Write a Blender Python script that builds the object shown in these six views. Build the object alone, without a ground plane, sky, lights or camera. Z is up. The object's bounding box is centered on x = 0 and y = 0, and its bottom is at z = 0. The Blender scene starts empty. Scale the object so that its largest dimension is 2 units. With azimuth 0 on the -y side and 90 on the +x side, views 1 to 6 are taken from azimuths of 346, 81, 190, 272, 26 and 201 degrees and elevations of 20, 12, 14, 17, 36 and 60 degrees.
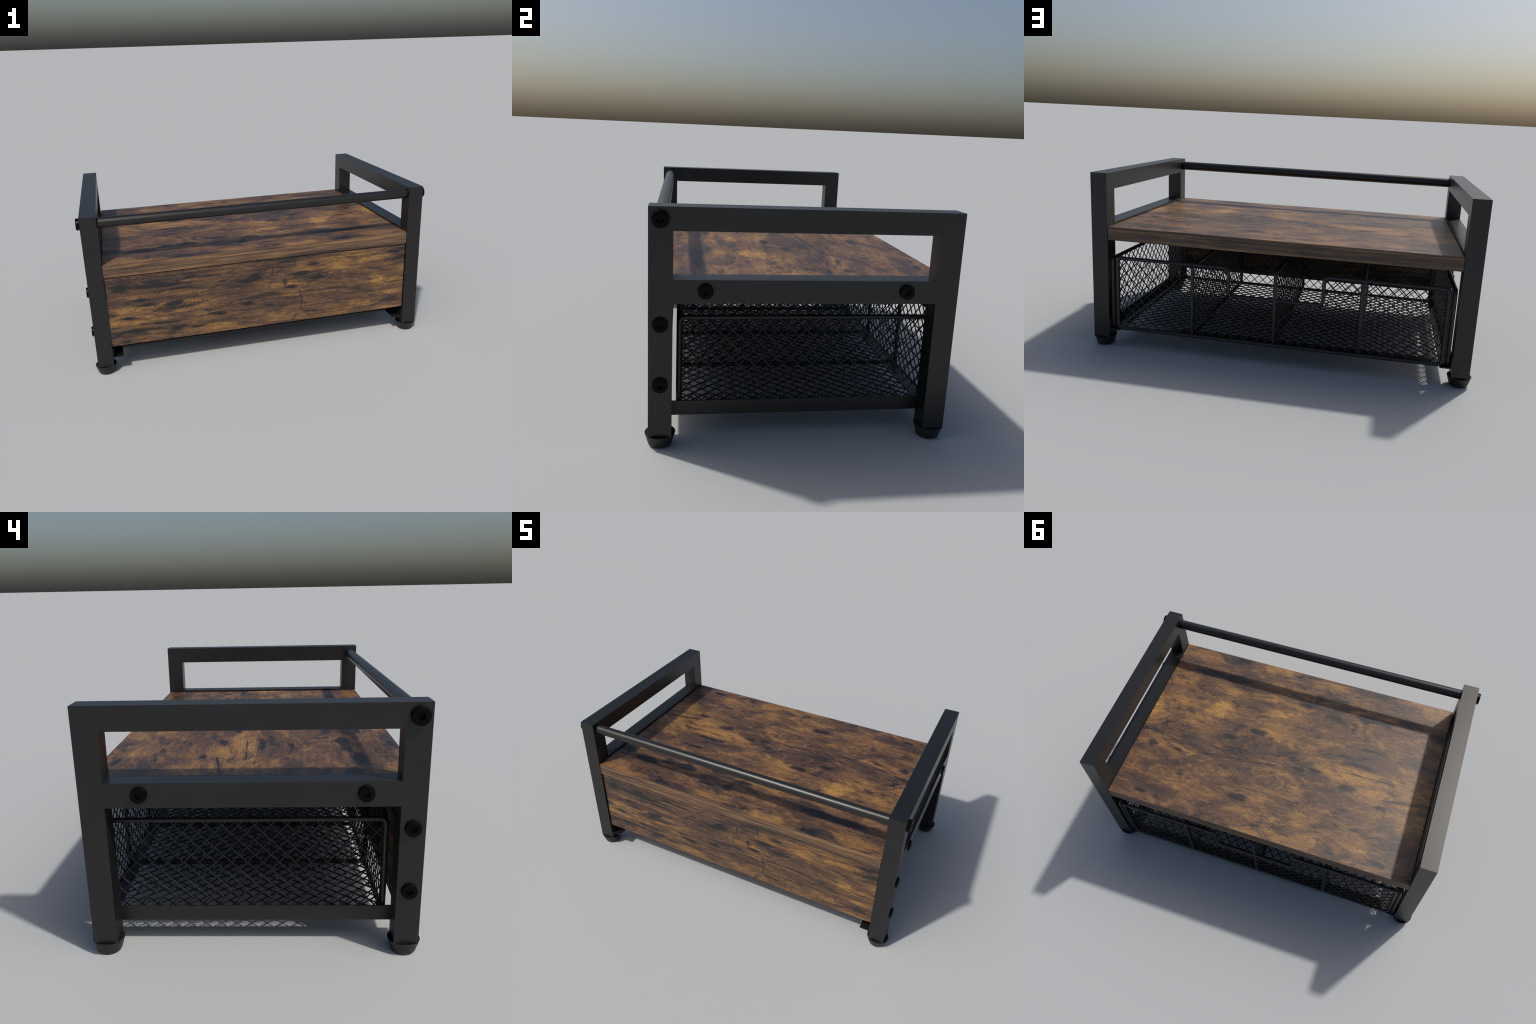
import bpy, bmesh, math
from mathutils import Vector

# ------------------------------------------------------------------ sizes (metres)
LEG = 0.0875            # square tube of the side frames
OUT_X, OUT_Y = 0.981, 0.590
IN_X, IN_Y = OUT_X - 0.0865, OUT_Y - LEG
TOP_Z, LEG_Z0 = 0.930, 0.0455
WIN_Z0, WIN_Z1 = 0.665, 0.8430      # opening below the top rail
MID_Z0 = 0.5755
BOARD_Z0, BOARD_Z1, BOARD_Y = 0.5845, 0.6555, 0.5885
PANEL_Y0, PANEL_Y1, PANEL_Z0, PANEL_Z1 = -0.5805, -0.512, 0.1655, 0.5785
LEG_C = (OUT_X + IN_X) / 2
ROD_R, ROD_Z, ROD_Y = 0.0275, 0.8852, -0.547
WIRE_R = 0.0100          # basket frame wire
MESH_R = 0.0027          # woven wire
PITCH = 0.0591

col = bpy.context.scene.collection


# ------------------------------------------------------------------ node helpers
class Nodes:
    def __init__(self, tree):
        self.t = tree

    def new(self, kind, **kw):
        n = self.t.nodes.new(kind)
        for k, v in kw.items():
            setattr(n, k, v)
        return n

    def link(self, a, b):
        self.t.links.new(a, b)

    def put(self, sock, v):
        if isinstance(v, bpy.types.NodeSocket):
            self.link(v, sock)
        elif v is not None:
            sock.default_value = v

    def math(self, op, a, b=None, c=None, clamp=False):
        n = self.new("ShaderNodeMath", operation=op, use_clamp=clamp)
        for s, v in zip(n.inputs, (a, b, c)):
            self.put(s, v)
        return n.outputs[0]

    def vec(self, op, a, b=None):
        n = self.new("ShaderNodeVectorMath", operation=op)
        self.put(n.inputs[0], a)
        if b is not None:
            self.put(n.inputs[1], b)
        return n.outputs["Value"] if op in ("LENGTH", "DOT_PRODUCT", "DISTANCE") else n.outputs[0]

    def smooth(self, v, a, b, lo=0.0, hi=1.0):
        n = self.new("ShaderNodeMapRange", interpolation_type="SMOOTHSTEP")
        self.put(n.inputs[0], v)
        for i, x in enumerate((a, b, lo, hi)):
            n.inputs[i + 1].default_value = x
        return n.outputs[0]

    def noise(self, vec, scale, detail=2.0, rough=0.5, dist=0.0, colour=False):
        n = self.new("ShaderNodeTexNoise")
        self.put(n.inputs["Vector"], vec)
        n.inputs["Scale"].default_value = scale
        n.inputs["Detail"].default_value = detail
        n.inputs["Roughness"].default_value = rough
        n.inputs["Distortion"].default_value = dist
        return n.outputs["Color" if colour else 0]

    def ramp(self, v, stops):
        n = self.new("ShaderNodeValToRGB")
        r = n.color_ramp
        while len(r.elements) < len(stops):
            r.elements.new(0.5)
        for e, (p, c) in zip(r.elements, stops):
            e.position = p
            e.color = (*c, 1)
        self.put(n.inputs[0], v)
        return n.outputs[0]


def material(name):
    m = bpy.data.materials.new(name)
    m.use_nodes = True
    m.node_tree.nodes.clear()
    N = Nodes(m.node_tree)
    out = N.new("ShaderNodeOutputMaterial")
    b = N.new("ShaderNodeBsdfPrincipled")
    N.link(b.outputs[0], out.inputs[0])
    return m, N, b


def black_metal(name, base, rough, spec=0.5, tint=(1.0, 1.0, 1.0)):
    """Powder-coated steel: nearly black with a broad, soft sheen."""
    m, N, b = material(name)
    p = N.new("ShaderNodeTexCoord").outputs["Object"]
    n = N.noise(p, 9.0, 3.0, 0.6)
    k = N.smooth(n, 0.3, 0.7, 0.92, 1.08)
    c = N.new("ShaderNodeVectorMath", operation="SCALE")
    c.inputs[0].default_value = tuple(base * t for t in tint)
    N.put(c.inputs["Scale"], k)
    N.link(c.outputs[0], b.inputs["Base Color"])
    b.inputs["Roughness"].default_value = rough
    b.inputs["Specular IOR Level"].default_value = spec
    return m


WOOD = [(0.00, (0.0120, 0.0105, 0.0110)), (0.20, (0.030, 0.0210, 0.0185)), (0.40, (0.080, 0.0430, 0.0270)),
        (0.58, (0.152, 0.080, 0.0345)), (0.78, (0.280, 0.147, 0.0420)), (1.00, (0.450, 0.255, 0.0680))]


def rustic_wood(name, axes, spots, lights, rings, cracks, seed=0.0, stripes=0.0, tone=0.5, streaky=0.3, draw=1.0):
    """Printed rustic board. axes: which object axes run along and across the grain.
    spots / lights: (along, across, half length, half width, strength) dark knots and pale patches.
    rings: (along, across, half length, half width, stretch, pitch) cathedral grain.
    cracks: chains of (along, across) points."""
    m, N, b = material(name)
    sep = N.new("ShaderNodeSeparateXYZ")
    N.link(N.new("ShaderNodeTexCoord").outputs["Object"], sep.inputs[0])
    comb = N.new("ShaderNodeCombineXYZ")
    N.link(sep.outputs[axes[0]], comb.inputs[0])
    N.link(sep.outputs[axes[1]], comb.inputs[1])
    comb.inputs[2].default_value = seed
    p = comb.outputs[0]

    def stretched(s):
        # draw < 1 pulls every mark out along the grain
        return N.vec("MULTIPLY", p, (s[0] * draw, s[1] * draw ** -0.25, s[2]))

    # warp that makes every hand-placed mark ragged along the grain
    w1 = N.vec("SUBTRACT", N.noise(stretched((9, 26, 1)), 1.0, 4.0, 0.62, colour=True), (0.5, 0.5, 0.5))
    w2 = N.vec("SUBTRACT", N.noise(stretched((40, 110, 1)), 1.0, 3.0, 0.6, colour=True), (0.5, 0.5, 0.5))
    pw = N.vec("ADD", N.vec("ADD", p, N.vec("MULTIPLY", w1, (0.13, 0.055, 0))), N.vec("MULTIPLY", w2, (0.035, 0.014, 0)))

    def blob(src, u, v, a, c, lo, hi):
        d = N.vec("LENGTH", N.vec("MULTIPLY", N.vec("SUBTRACT", src, (u, v, seed)), (1 / a, 1 / c, 0)))
        return N.smooth(d, lo, hi, 1.0, 0.0)

    def gather(items, lo, hi):
        total = None
        for u, v, a, c, s in items:
            x = N.math("MULTIPLY", blob(pw, u, v, a, c, lo, hi), s)
            total = x if total is None else N.math("MAXIMUM", total, x)
        return total if total is not None else 0.0

    # soft shapes broken up by noise: ragged stains, not ovals
    rag = N.noise(stretched((16.0, 52.0, 1)), 1.0, 6.0, 0.68, 0.6)
    rag2 = N.noise(stretched((7.0, 15.0, 1)), 1.0, 6.0, 0.66, 0.4)
    broken = N.math("ADD", N.math("MULTIPLY", N.math("SUBTRACT", rag, 0.5), 1.3), N.math("MULTIPLY", N.math("SUBTRACT", rag2, 0.5), 0.9))
    dark = N.smooth(N.math("ADD", gather(spots, 0.0, 1.9), broken), 0.28, 0.90)
    pale = N.math("MULTIPLY", N.smooth(N.math("ADD", gather(lights, 0.0, 1.8), broken), 0.30, 0.80), 1.0)

    # broad stain, streaks, mottling and fine fibre
    broad = N.noise(stretched((1.5, 3.6, 1)), 1.0, 5.0, 0.58, 0.5)
    cloud = N.noise(stretched((5.0, 13.0, 1)), 1.0, 6.0, 0.66, 0.7)
    streak = N.noise(stretched((2.2, 42.0, 1)), 1.0, 4.0, 0.6, 0.25)
    flecks = N.noise(stretched((13.0, 46.0, 1)), 1.0, 3.0, 0.6, 0.4)
    fibre = N.noise(stretched((48.0, 250.0, 1)), 1.0, 3.0, 0.72)
    speck = N.noise(stretched((140.0, 300.0, 1)), 1.0, 2.0, 0.7)

    grain = N.noise(stretched((22.0, 130.0, 1)), 1.0, 4.0, 0.68, 0.5)
    patch = N.noise(stretched((3.2, 7.5, 1)), 1.0, 8.0, 0.70, 0.9)
    smudge = N.noise(N.vec("ADD", stretched((4.0, 9.0, 1)), (7.3, 2.1, 0)), 1.0, 8.0, 0.72, 0.5)

    t = N.math("MULTIPLY_ADD", N.math("SUBTRACT", broad, 0.5), 0.80, tone)
    for field, amount in ((cloud, 0.62), (streak, streaky), (grain, 0.55), (fibre, 0.70), (speck, 0.62)):
        t = N.math("MULTIPLY_ADD", N.math("SUBTRACT", field, 0.5), amount, t)
    t = N.math("ADD", t, N.smooth(patch, 0.47, 0.55, -0.10, 0.09))
    t = N.math("SUBTRACT", t, N.smooth(smudge, 0.54, 0.66, 0.0, 0.26))
    t = N.math("MULTIPLY_ADD", pale, 0.17, t)

    # cathedral rings around a few centres
    w3 = N.vec("SUBTRACT", N.noise(stretched((5, 9, 1)), 1.0, 2.0, 0.5, colour=True), (0.5, 0.5, 0.5))
    pr = N.vec("ADD", N.vec("ADD", p, N.vec("MULTIPLY", w3, (0.06, 0.035, 0))), N.vec("MULTIPLY", w2, (0.006, 0.004, 0)))
    for u, v, a, c, st, pitch in rings:
        d = N.vec("LENGTH", N.vec("MULTIPLY", N.vec("SUBTRACT", pr, (u, v, seed)), (1 / st, 1, 0)))
        wave = N.math("SINE", N.math("MULTIPLY", d, 2 * math.pi / pitch))
        wave = N.smooth(wave, -0.2, 1.0)
        mask = blob(pw, u, v, a, c, 0.3, 1.35)
        t = N.math("SUBTRACT", t, N.math("MULTIPLY", N.math("MULTIPLY", wave, N.math("MULTIPLY", mask, N.smooth(rag2, 0.38, 0.58))), 0.17))
    if stripes:
        # fine wavy cross-lines over patches of the panel
        s = N.new("ShaderNodeSeparateXYZ")
        N.link(N.vec("ADD", pr, N.vec("MULTIPLY", w3, (0.10, 0.0, 0))), s.inputs[0])
        wave = N.smooth(N.math("SINE", N.math("MULTIPLY", s.outputs[0], 2 * math.pi / 0.0125)), -0.1, 1.0)
        mask = N.smooth(N.noise(stretched((4.0, 11.0, 1)), 1.3, 2.0, 0.5), 0.46, 0.60)
        mask = N.math("MULTIPLY", mask, N.smooth(sep.outputs[axes[0]], -0.15, 0.25, 1.0, 0.25))
        t = N.math("SUBTRACT", t, N.math("MULTIPLY", N.math("MULTIPLY", wave, mask), stripes))

    fl = N.smooth(flecks, 0.58, 0.70)
    t = N.math("SUBTRACT", t, N.math("MULTIPLY", fl, 0.22))
    t = N.math("SUBTRACT", t, N.math("MULTIPLY", dark, 0.56))

    # cracks: distance to short segments, in gently warped space
    pc = N.vec("ADD", N.vec("ADD", p, N.vec("MULTIPLY", w1, (0.022, 0.02, 0))), N.vec("MULTIPLY", w2, (0.005, 0.005, 0)))
    line = None
    for chain in cracks:
        for (au, av), (bu, bv) in zip(chain, chain[1:]):
            ab = Vector((bu - au, bv - av, 0))
            pa = N.vec("SUBTRACT", pc, (au, av, seed))
            h = N.math("MULTIPLY", N.vec("DOT_PRODUCT", pa, tuple(ab)), 1 / ab.length_squared, clamp=True)
            near = N.new("ShaderNodeVectorMath", operation="SCALE")
            near.inputs[0].default_value = ab
            N.put(near.inputs["Scale"], h)
            d = N.vec("LENGTH", N.vec("SUBTRACT", pa, near.outputs[0]))
            line = d if line is None else N.math("MINIMUM", line, d)
    if line is not None:
        t = N.math("SUBTRACT", t, N.smooth(line, 0.0006, 0.0048, 0.45, 0.0))

    colour = N.ramp(N.math("ADD", t, 0.0, clamp=True), WOOD)
    N.link(colour, b.inputs["Base Color"])
    b.inputs["Roughness"].default_value = 0.46
    b.inputs["Specular IOR Level"].default_value = 0.5
    bump = N.new("ShaderNodeBump")
    bump.inputs["Strength"].default_value = 0.06
    bump.inputs["Distance"].default_value = 0.002
    N.link(fibre, bump.inputs["Height"])
    N.link(bump.outputs[0], b.inputs["Normal"])
    return m


def edge_wood(name):
    """Long straight streaks of the edge banding."""
    m, N, b = material(name)
    p = N.new("ShaderNodeTexCoord").outputs["Object"]
    s1 = N.noise(N.vec("MULTIPLY", p, (1.1, 20, 55)), 1.0, 4.0, 0.6, 0.3)
    s2 = N.noise(N.vec("MULTIPLY", p, (6.0, 60, 150)), 1.0, 3.0, 0.6, 0.2)
    s3 = N.noise(N.vec("MULTIPLY", p, (60.0, 300, 420)), 1.0, 2.0, 0.6)
    t = N.math("MULTIPLY_ADD", N.math("SUBTRACT", s1, 0.5), 1.35, 0.51)
    t = N.math("MULTIPLY_ADD", N.math("SUBTRACT", s2, 0.5), 0.95, t)
    t = N.math("MULTIPLY_ADD", N.math("SUBTRACT", s3, 0.5), 0.22, t)
    grey = [(k, tuple(0.85 * c + 0.15 * (sum(rgb) / 3) for c in rgb)) for k, rgb in WOOD]
    N.link(N.ramp(t, grey), b.inputs["Base Color"])
    b.inputs["Roughness"].default_value = 0.5
    return m


FRAME = black_metal("frame_black", 0.0085, 0.37)
BASKET = black_metal("basket_black", 0.0085, 0.40)
RUBBER = black_metal("foot_black", 0.014, 0.5, 0.4)
BOLT = black_metal("bolt_black", 0.0020, 0.30, 0.09)

TOP_SPOTS = [
    (0.668, -0.28, .045, .025, .7), (0.35, 0.02, .055, .016, .8), (0.195, -0.066, .050, .016, 1), (0.115, -0.046, .024, .012, .9),
    (0.78, 0.212, .028, .032, .85), (0.629, 0.204, .040, .018, .7), (-0.446, -0.027, .085, .015, 1), (-0.50, -0.012, .05, .010, .7),
    (-0.481, -0.15, .045, .015, .95), (-0.104, 0.105, .050, .014, 1), (-0.205, 0.082, .050, .011, .85), (-0.414, 0.135, .060, .034, .8),
    (0.17, 0.386, .070, .026, .75), (-0.02, -0.352, .085, .030, .75), (-0.082, -0.432, .042, .026, .9), (0.40, -0.203, .040, .022, .7),
    (-0.412, -0.333, .055, .045, .55), (-0.672, -0.285, .050, .030, .55), (0.207, -0.52, .060, .026, .6), (0.60, -0.405, .16, .026, .95),
    (0.46, -0.392, .08, .028, .8), (0.724, 0.523, .050, .016, .75), (-0.696, 0.531, .060, .024, .75), (0.033, 0.058, .012, .022, .6),
    (-0.377, -0.062, .09, .012, .6), (0.77, 0.06, .030, .030, .6), (0.512, -0.547, .06, .03, .6), (-0.351, -0.263, .016, .018, .6),
    (-0.66, -0.405, .10, .030, .9), (-0.536, -0.372, .060, .030, .9), (-0.418, -0.366, .085, .028, 1), (-0.457, -0.56, .060, .018, .75),
    (-0.223, -0.451, .055, .020, .8), (-0.60, -0.54, .10, .026, .65), (-0.633, 0.196, .04, .018, .7), (0.43, -0.41, .05, .024, .8),
    (0.48, -0.56, .075, .024, .75), (0.10, -0.55, .055, .020, .7), (0.215, -0.517, .05, .022, .65), (-0.17, -0.50, .03, .02, .65),
    (-0.27, 0.27, .22, .06, .30), (0.40, 0.10, .26, .05, .32), (-0.50, 0.30, .16, .05, .34), (0.02, 0.17, .20, .05, .25),
    (-0.85, -0.37, .08, .06, .75), (-0.80, 0.0, .06, .10, .3), (-0.62, 0.08, .08, .014, .5), (-0.16, 0.31, .04, .016, .55),  # first entry: shadow near the -x end, painted into the board colour
    (0.54, 0.36, .03, .04, .45), (-0.30, 0.42, .03, .02, .5), (0.29, 0.47, .025, .018, .6), (-0.48, 0.44, .025, .03, .5),
]
TOP_LIGHTS = [
    (0.49, -0.15, .16, .08, 1), (0.86, 0.0, .06, .10, 1), (0.05, 0.47, .22, .035, .9), (0.60, 0.44, .18, .05, .7), (-0.03, -0.23, .10, .06, .6),
    (-0.48, -0.34, .14, .06, .4), (-0.15, -0.55, .12, .04, .8), (-0.45, 0.50, .22, .05, .6), (0.18, -0.22, .16, .06, .7), (-0.8, 0.15, .10, .03, .6),
    (0.80, 0.40, .10, .05, .8), (0.30, -0.53, .10, .04, .5), (-0.20, -0.15, .18, .06, .45), (0.75, -0.15, .10, .05, .6),
]
TOP_RINGS = [(0.144, 0.222, .24, .085, 2.6, .0135), (-0.082, -0.440, .13, .075, 1.25, .0150), (-0.031, -0.206, .035, .055, .55, .0120),
             (-0.75, 0.13, .14, .03, 9, .0080), (0.80, 0.13, .12, .03, 9, .0080)]
TOP_CRACKS = [[(0.89, 0.116), (0.723, 0.128), (0.60, 0.160)], [(0.458, 0.176), (0.153, 0.145), (0.02, 0.12)],
              [(-0.38, 0.040), (-0.671, 0.032)], [(-0.634, 0.148), (-0.884, 0.112)], [(0.78, 0.02), (0.75, 0.07), (0.71, 0.09)]]

PANEL_SPOTS = [
    (-0.69, .424, .050, .013, 1), (-0.674, .393, .065, .010, 1), (-0.515, .388, .050, .020, 1), (-0.52, .469, .120, .012, .95),
    (-0.589, .505, .19, .020, .85), (-0.80, .508, .12, .028, .8), (-0.412, .531, .050, .011, .85), (-0.227, .487, .036, .011, 1),
    (-0.044, .483, .036, .018, 1), (-0.108, .469, .034, .015, .85), (-0.089, .327, .036, .013, .95), (-0.786, .327, .060, .008, .9),
    (-0.861, .351, .040, .010, .8), (-0.285, .283, .060, .011, .8), (-0.601, .274, .14, .011, .85), (-0.765, .237, .18, .022, .85),
    (-0.515, .226, .07, .018, .8), (-0.409, .219, .060, .011, .85), (-0.64, .526, .055, .018, .7), (-0.356, .373, .050, .005, .8),
    (0.223, .470, .11, .013, .85), (0.303, .523, .05, .012, .75), (0.168, .395, .045, .015, .9), (0.122, .427, .020, .018, .8),
    (0.80, .538, .040, .012, .9), (0.588, .335, .045, .015, .75), (0.028, .296, .05, .014, .7), (0.304, .225, .05, .010, .7),
    (0.48, .451, .05, .022, .6), (0.30, .405, .26, .060, .30), (0.52, .49, .26, .05, .32), (-0.10, .315, .05, .010, .6),
    (0.35, .47, .14, .025, .5), (0.75, .40, .06, .010, .6), (0.80, .345, .07, .008, .6), (0.79, .225, .05, .012, .7),
    (0.33, .43, .20, .035, .62), (0.55, .44, .14, .03, .5), (0.45, .26, .14, .022, .55), (-0.15, .44, .12, .010, .6), (-0.35, .52, .16, .012, .6), (-0.55, .200, .10, .012, .6), (0.10, .375, .10, .03, .25), (0.50, .30, .2, .06, .22), (-0.80, .19, .06, .016, .6),
]
PANEL_LIGHTS = [
    (0.722, .376, .045, .040, 1), (0.658, .505, .09, .020, .9), (-0.05, .249, .12, .022, .9), (0.669, .215, .09, .025, .9), (-0.33, .422, .14, .03, .6),
    (0.79, .268, .06, .03, .7), (-0.80, .372, .10, .020, .8), (-0.60, .350, .12, .018, .6), (0.10, .185, .16, .012, .8), (0.80, .48, .06, .03, .6),
    (0.02, .555, .10, .010, .8), (-0.30, .300, .16, .02, .5), (0.23, .54, .05, .03, .6), (0.23, .20, .05, .02, .6), (-0.77, .445, .08, .02, .5),
]
PANEL_RINGS = [(0.334, .344, .15, .050, 2.6, .0115), (-0.515, .388, .22, .10, 1.9, .0130), (0.10, .42, .14, .10, 1.2, .0140),
               (-0.85, .37, .16, .06, 2.6, .0120), (-0.80, .56, .2, .05, 3.0, .0120), (0.235, .56, .05, .06, .6, .0120), (0.235, .19, .05, .05, .6, .0120)]
PANEL_CRACKS = [[(0.170, .580), (0.190, .540), (0.184, .520)], [(0.056, .530), (0.050, .484)], [(0.216, .365), (0.231, .303), (0.222, .240)],
                [(0.192, .212), (0.172, .165)], [(0.122, .445), (0.128, .405)]]

WOOD_TOP = rustic_wood("rustic_wood_top", (0, 1), TOP_SPOTS, TOP_LIGHTS, TOP_RINGS, TOP_CRACKS, 0.0, tone=0.515)
WOOD_PANEL = rustic_wood("rustic_wood_panel", (0, 2), PANEL_SPOTS, PANEL_LIGHTS, PANEL_RINGS, PANEL_CRACKS, 3.7, 0.17, tone=0.515, streaky=0.75, draw=0.60)
WOOD_EDGE = edge_wood("rustic_wood_edge")


# ------------------------------------------------------------------ mesh helpers
def add_object(name, bm, mats, parent=None, smooth=None):
    me = bpy.data.meshes.new(name)
    bm.normal_update()
    bm.to_mesh(me)
    bm.free()
    for m in mats:
        me.materials.append(m)
    if smooth is not None:
        me.shade_smooth()
        me.set_sharp_from_angle(angle=math.radians(smooth))
    o = bpy.data.objects.new(name, me)
    col.objects.link(o)
    if parent:
        o.parent = parent
    return o


def box(bm, x0, x1, y0, y1, z0, z1, bevel=0.0, skip=()):
    """Axis-aligned box; skip lists end faces to leave out ('-y', '+y', ...)."""
    v = [bm.verts.new((x, y, z)) for x in (x0, x1) for y in (y0, y1) for z in (z0, z1)]
    faces = {"-x": (0, 1, 3, 2), "+x": (4, 6, 7, 5), "-y": (0, 4, 5, 1), "+y": (2, 3, 7, 6), "-z": (0, 2, 6, 4), "+z": (1, 5, 7, 3)}
    made = [bm.faces.new([v[i] for i in ix]) for k, ix in faces.items() if k not in skip]
    if bevel:
        edges = {e for f in made for e in f.edges}
        bmesh.ops.bevel(bm, geom=list(edges), offset=bevel, segments=2, profile=0.5, affect="EDGES")
    return made


def tube(bm, pts, r, sides=10, closed=False):
    """Round wire swept along a planar chain of points."""
    pts = [Vector(p) for p in pts]
    n = len(pts)
    normal = None
    for i in range(1, n - 1):
        c = (pts[i] - pts[i - 1]).cross(pts[i + 1] - pts[i])
        if c.length > 1e-9:
            normal = c.normalized()
            break
    if normal is None:
        d = (pts[-1] - pts[0]).normalized()
        normal = d.orthogonal().normalized()
    rings = []
    for i, p in enumerate(pts):
        a = pts[i - 1] if (i or closed) else None
        b = pts[(i + 1) % n] if (i < n - 1 or closed) else None
        d1 = (p - a).normalized() if a is not None else (b - p).normalized()
        d2 = (b - p).normalized() if b is not None else d1
        t = (d1 + d2).normalized()
        s = t.cross(normal).normalized()
        k = 1 / max(0.5, d1.dot(t))
        rings.append([bm.verts.new(p + s * (math.cos(w) * r * k) + normal * (math.sin(w) * r))
                      for w in (2 * math.pi * j / sides for j in range(sides))])
    for i in range(n if closed else n - 1):
        A, B = rings[i], rings[(i + 1) % n]
        for j in range(sides):
            bm.faces.new((A[j], A[(j + 1) % sides], B[(j + 1) % sides], B[j]))
    if not closed:
        bm.faces.new(rings[0])
        bm.faces.new(rings[-1][::-1])


def rounded(corners, r, steps=6):
    """Closed chain with every corner replaced by an arc of radius r."""
    corners = [Vector(c) for c in corners]
    out = []
    for i, p in enumerate(corners):
        a = (corners[i - 1] - p).normalized()
        b = (corners[(i + 1) % len(corners)] - p).normalized()
        c = p + (a + b) * r
        for k in range(steps + 1):
            w = k / steps * math.pi / 2
            out.append(c - b * (r * math.cos(w)) - a * (r * math.sin(w)))
    return out


def lathe(bm, profile, centre, axis, segments=40):
    """profile: (radius, distance along axis). axis: unit vector."""
    axis = Vector(axis)
    s = axis.orthogonal().normalized()
    t = axis.cross(s)
    rings = []
    for r, h in profile:
        c = Vector(centre) + axis * h
        if r < 1e-6:
            rings.append([bm.verts.new(c)])
        else:
            rings.append([bm.verts.new(c + s * (r * math.cos(w)) + t * (r * math.sin(w)))
                          for w in (2 * math.pi * k / segments for k in range(segments))])
    for A, B in zip(rings, rings[1:]):
        for k in range(segments):
            j = (k + 1) % segments
            if len(A) == 1:
                bm.faces.new((A[0], B[j], B[k]))
            elif len(B) == 1:
                bm.faces.new((A[k], A[j], B[0]))
            else:
                bm.faces.new((A[k], A[j], B[j], B[k]))
    bmesh.ops.recalc_face_normals(bm, faces=bm.faces)


def bolt_head(name, centre, side, radius, height, parent):
    """Round button head with a hexagonal socket, facing side * x."""
    bm = bmesh.new()
    seg, c = 48, Vector(centre)
    hexr, depth = radius * 0.47, height * 0.75
    ch = 0.0012

    def ring(r, h, hexagon=False):
        vs = []
        for k in range(seg):
            w = 2 * math.pi * k / seg
            q = r
            if hexagon:
                q = r * math.cos(math.pi / 6) / math.cos((w % (math.pi / 3)) - math.pi / 6)
            vs.append(bm.verts.new(c + Vector((side * h, q * math.sin(w), q * math.cos(w)))))
        return vs
    rings = [ring(radius, -0.004), ring(radius, height - ch), ring(radius - ch * 0.35, height - ch * 0.35), ring(radius - ch, height),
             ring(hexr, height, True), ring(hexr * 0.97, height - depth, True)]
    for A, B in zip(rings, rings[1:]):
        for k in range(seg):
            j = (k + 1) % seg
            bm.faces.new((A[k], A[j], B[j], B[k]))
    bm.faces.new(rings[-1])
    bmesh.ops.recalc_face_normals(bm, faces=bm.faces)
    return add_object(name, bm, [BOLT], parent, smooth=35)


# ------------------------------------------------------------------ the organiser
root = bpy.data.objects.new("desk_shelf", None)
col.objects.link(root)
root["label"] = "rustic brown wood shelf on black metal frame with wire basket"
root["category"] = "storage shelf"

for side in (-1, 1):
    xa, xb = sorted((side * IN_X, side * OUT_X))
    legs = []
    for end in (-1, 1):
        ya, yb = sorted((end * IN_Y, end * OUT_Y))
        bm = bmesh.new()
        box(bm, xa, xb, ya, yb, LEG_Z0, TOP_Z)
        leg = add_object("leg", bm, [FRAME], root)
        legs.append(leg)
        bm = bmesh.new()
        lathe(bm, [(0.0, 0.0), (0.036, 0.0), (0.0415, 0.0008), (0.0450, 0.0030), (0.0470, 0.0080), (0.0588, 0.0478), (0.0582, 0.0482), (0.050, 0.0435), (0.0, 0.0430)], (side * LEG_C, end * 0.546, 0), (0, 0, 1), 48)
        add_object("foot", bm, [RUBBER], leg, smooth=40)
    bm = bmesh.new()
    box(bm, xa, xb, -IN_Y, IN_Y, WIN_Z1, TOP_Z, skip=("-y", "+y"))
    add_object("top_rail", bm, [FRAME], root)
    bm = bmesh.new()
    box(bm, xa, xb, -IN_Y, IN_Y, MID_Z0, WIN_Z0, skip=("-y", "+y"))
    rail = add_object("middle_rail", bm, [FRAME], root)

    # L-shaped runner that carries the basket
    bm = bmesh.new()
    xo, xi, th = side * (IN_X - 0.0006), side * 0.8355, 0.0055
    prof = [(xo, 0.0925), (xo, 0.1515), (xo - side * th, 0.1515), (xo - side * th, 0.0925 + th), (xi, 0.0925 + th), (xi, 0.0925)]
    A = [bm.verts.new((x, -0.578, z)) for x, z in prof]
    B = [bm.verts.new((x, 0.5885, z)) for x, z in prof]
    for k in range(6):
        bm.faces.new((A[k], A[(k + 1) % 6], B[(k + 1) % 6], B[k]))
    bm.faces.new(A)
    bm.faces.new(B)
    bmesh.ops.recalc_face_normals(bm, faces=bm.faces)
    add_object("basket_runner", bm, [FRAME], root)

    # bolts
    x = side * OUT_X
    for y, z, r, h, parent in ((-0.547, 0.8862, 0.0318, 0.019, legs[0]), (-0.546, 0.4962, 0.0285, 0.0115, legs[0]), (-0.546, 0.2600, 0.0285, 0.0115, legs[0]),
                               (-0.384, 0.6232, 0.0285, 0.0115, rail), (0.382, 0.6232, 0.0285, 0.0115, rail)):
        bolt_head("bolt", (x, y, z), side, r, h, parent)

# crossbar
bm = bmesh.new()
e = IN_X - 0.0005
lathe(bm, [(0, -e), (ROD_R - 0.003, -e), (ROD_R, -e + 0.003), (ROD_R, e - 0.003), (ROD_R - 0.003, e), (0, e)], (0, ROD_Y, ROD_Z), (1, 0, 0), 48)
add_object("crossbar", bm, [FRAME], root, smooth=40)


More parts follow.
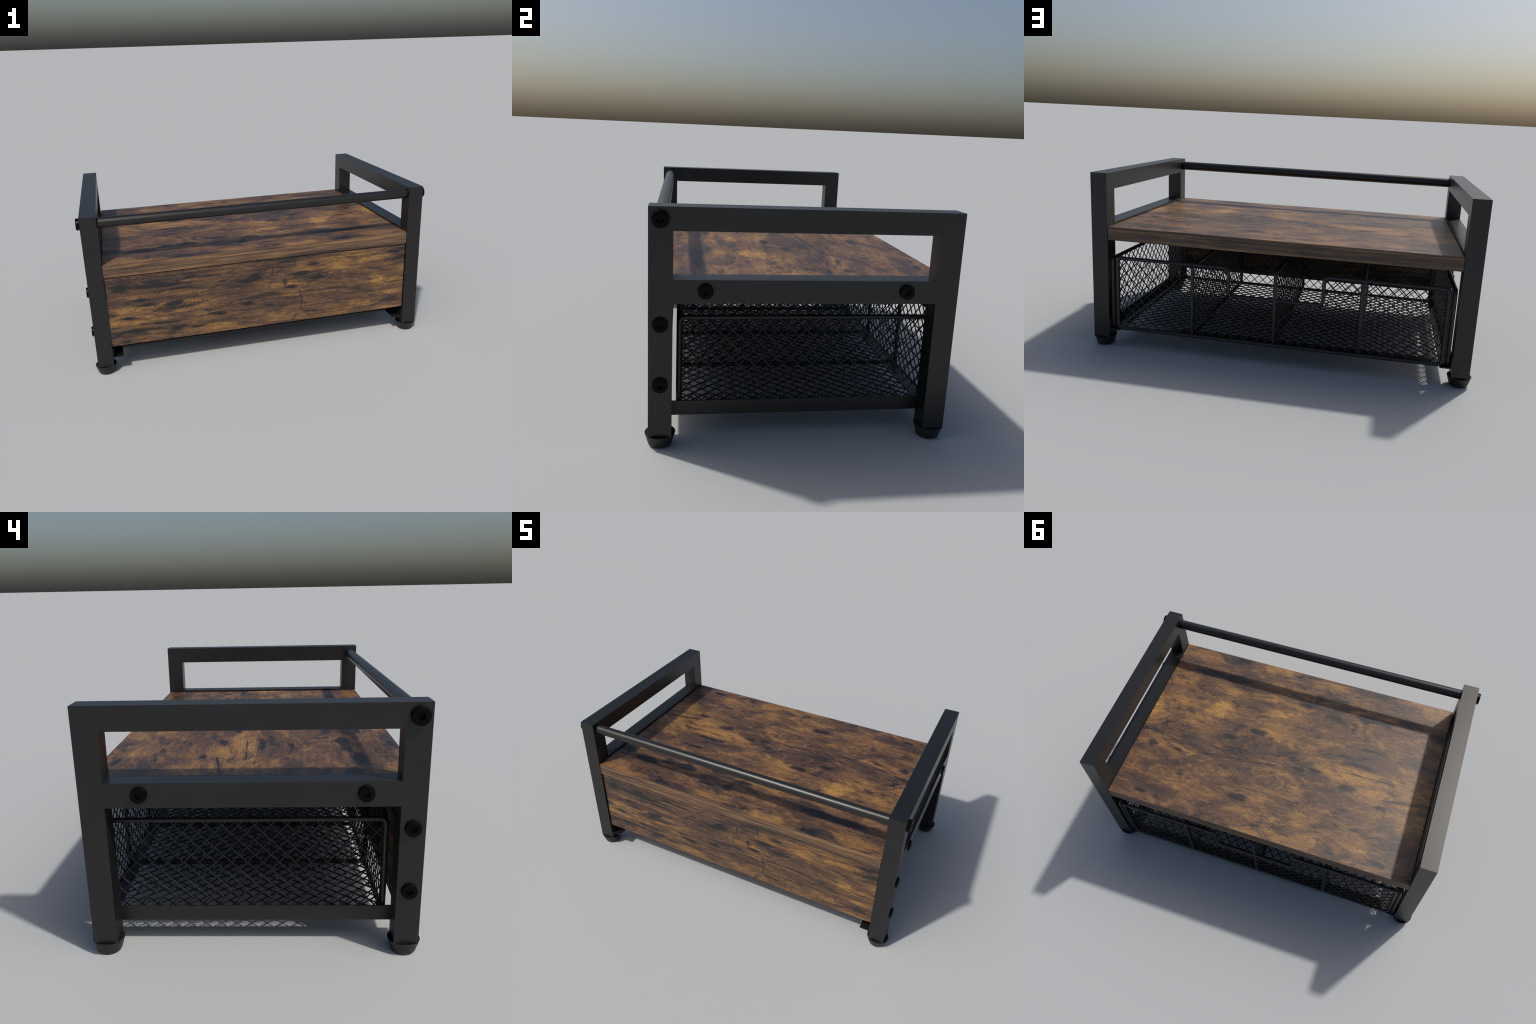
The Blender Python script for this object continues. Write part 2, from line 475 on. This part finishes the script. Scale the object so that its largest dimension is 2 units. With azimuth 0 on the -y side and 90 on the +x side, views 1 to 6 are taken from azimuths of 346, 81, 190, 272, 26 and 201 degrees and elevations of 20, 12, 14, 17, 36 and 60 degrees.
# boards: broad faces carry the printed grain, narrow ones the edge banding
def board(name, x0, x1, y0, y1, z0, z1, face_axis, mats):
    bm = bmesh.new()
    box(bm, x0, x1, y0, y1, z0, z1, bevel=0.0012)
    bm.normal_update()
    for f in bm.faces:
        f.material_index = 0 if abs(f.normal[face_axis]) > 0.9 else 1
    return add_object(name, bm, mats, root)


board("shelf_board", -0.8925, 0.8925, -BOARD_Y, BOARD_Y, BOARD_Z0, BOARD_Z1, 2, [WOOD_TOP, WOOD_EDGE])
board("front_panel", -0.8915, 0.8915, PANEL_Y0, PANEL_Y1, PANEL_Z0, PANEL_Z1, 1, [WOOD_PANEL, WOOD_EDGE])

# ------------------------------------------------------------------ wire basket
basket = bpy.data.objects.new("basket", None)
col.objects.link(basket)
basket.parent = root
BX, BY0, BY1 = 0.8435, -0.478, 0.580       # front and back frames
BZ0, BZ1 = 0.1060, 0.4920
SIDE_X, DIV_X = 0.8710, 0.4340
NOTCH_X, NOTCH_Z = 0.2440, 0.3465

bm = bmesh.new()
tube(bm, rounded([(-BX, BY0, BZ0), (BX, BY0, BZ0), (BX, BY0, BZ1), (-BX, BY0, BZ1)], 0.022), WIRE_R, closed=True)
add_object("wire_frame", bm, [BASKET], basket, smooth=50)
bm = bmesh.new()
tube(bm, rounded([(-BX, BY1, BZ0), (BX, BY1, BZ0), (BX, BY1, BZ1), (NOTCH_X, BY1, BZ1), (NOTCH_X, BY1, NOTCH_Z),
                  (-NOTCH_X, BY1, NOTCH_Z), (-NOTCH_X, BY1, BZ1), (-BX, BY1, BZ1)], 0.024), WIRE_R, closed=True)
add_object("handle_frame", bm, [BASKET], basket, smooth=50)
for x, y0, y1 in ((-SIDE_X, -0.4775, 0.5770), (SIDE_X, -0.4775, 0.5770), (-DIV_X, -0.4760, 0.5812), (0.0, -0.4760, 0.5812), (DIV_X, -0.4760, 0.5812)):
    bm = bmesh.new()
    z1 = 0.4880 if abs(x) > 0.5 or x == 0 else 0.4860
    tube(bm, rounded([(x, y0, 0.1085), (x, y1, 0.1085), (x, y1, z1), (x, y0, z1)], 0.020), WIRE_R, closed=True)
    add_object("wire_frame" if abs(x) > 0.5 else "divider_frame", bm, [BASKET], basket, smooth=50)


def clip(p, d, rect):
    """Part of the line p + t d inside rect = (u0, u1, v0, v1)."""
    t0, t1 = -1e9, 1e9
    for a in (0, 1):
        lo, hi = rect[2 * a], rect[2 * a + 1]
        ta, tb = (lo - p[a]) / d[a], (hi - p[a]) / d[a]
        t0, t1 = max(t0, min(ta, tb)), min(t1, max(ta, tb))
    return (t0, t1) if t1 - t0 > 0.004 else None


def wire_mesh(name, rects, place, node, pu=PITCH, pv=PITCH, r=MESH_R):
    """Diamond wire mesh: two families of diagonals, one lying on the other.
    place(u, v, w) maps panel coordinates to space; node is one crossing."""
    bm = bmesh.new()
    for rect in rects:
        for fam in (1, -1):
            d = (pu, fam * pv)
            for k in range(-90, 91):
                p = (node[0] + k * pu, node[1])
                c = clip(p, d, rect)
                if c:
                    ends = [place(p[0] + d[0] * t, p[1] + d[1] * t, fam * 0.0009) for t in c]
                    tube(bm, ends, r, 6)
    o = add_object(name, bm, [BASKET], basket, smooth=70)
    o["kind"] = "stuff"
    return o


Z0, Z1 = 0.1130, 0.4975
YB, YF = BY1 - 0.0118, BY0 + 0.0118
wire_mesh("handle_mesh", [(NOTCH_X - 0.004, BX + 0.006, Z0, Z1), (-BX - 0.006, -NOTCH_X + 0.004, Z0, Z1), (-NOTCH_X + 0.004, NOTCH_X - 0.004, Z0, NOTCH_Z + 0.004)],
          lambda u, v, w: (u, YB + w, v), (0.0354, 0.1135))
wire_mesh("wire_mesh", [(-BX - 0.006, BX + 0.006, Z0 - 0.002, Z1)], lambda u, v, w: (u, YF + w, v), (0.3385, 0.1455))
for s in (-1, 1):
    wire_mesh("wire_mesh", [(-0.480, 0.578, Z0, 0.4920)], lambda u, v, w: (s * (SIDE_X - 0.0105) + w, u, v), (0.4395, 0.4325))
for x in (-DIV_X, 0.0, DIV_X):
    wire_mesh("divider_mesh", [(-0.476, 0.578, Z0, 0.4900)], lambda u, v, w: (x + w, u, v), (0.4395, 0.4325))
wire_mesh("floor_mesh", [(-0.868, 0.868, -0.476, 0.578)], lambda u, v, w: (u, v, 0.1085 + w), (0.3163, -0.4140), PITCH, 0.0610, 0.0033)

# flat steel border of the basket floor
bm = bmesh.new()
for x0, x1, y0, y1 in ((-0.862, 0.862, 0.5215, 0.5700), (-0.862, -0.8330, -0.4660, 0.5215), (0.8330, 0.862, -0.4660, 0.5215)):
    box(bm, x0, x1, y0, y1, 0.1115, 0.1135)
add_object("floor_border", bm, [BASKET], basket)

# narrow black upright plates filling the dark gaps between end and side frames
for s in (-1, 1):
    for y in (YF - 0.006, YB + 0.006):
        xa, xb = sorted((s * (BX + 0.004), s * (SIDE_X - 0.004)))
        bm = bmesh.new()
        box(bm, xa, xb, y - 0.001, y + 0.001, 0.112, 0.482)
        add_object("dark_gap_plate", bm, [BASKET], basket)
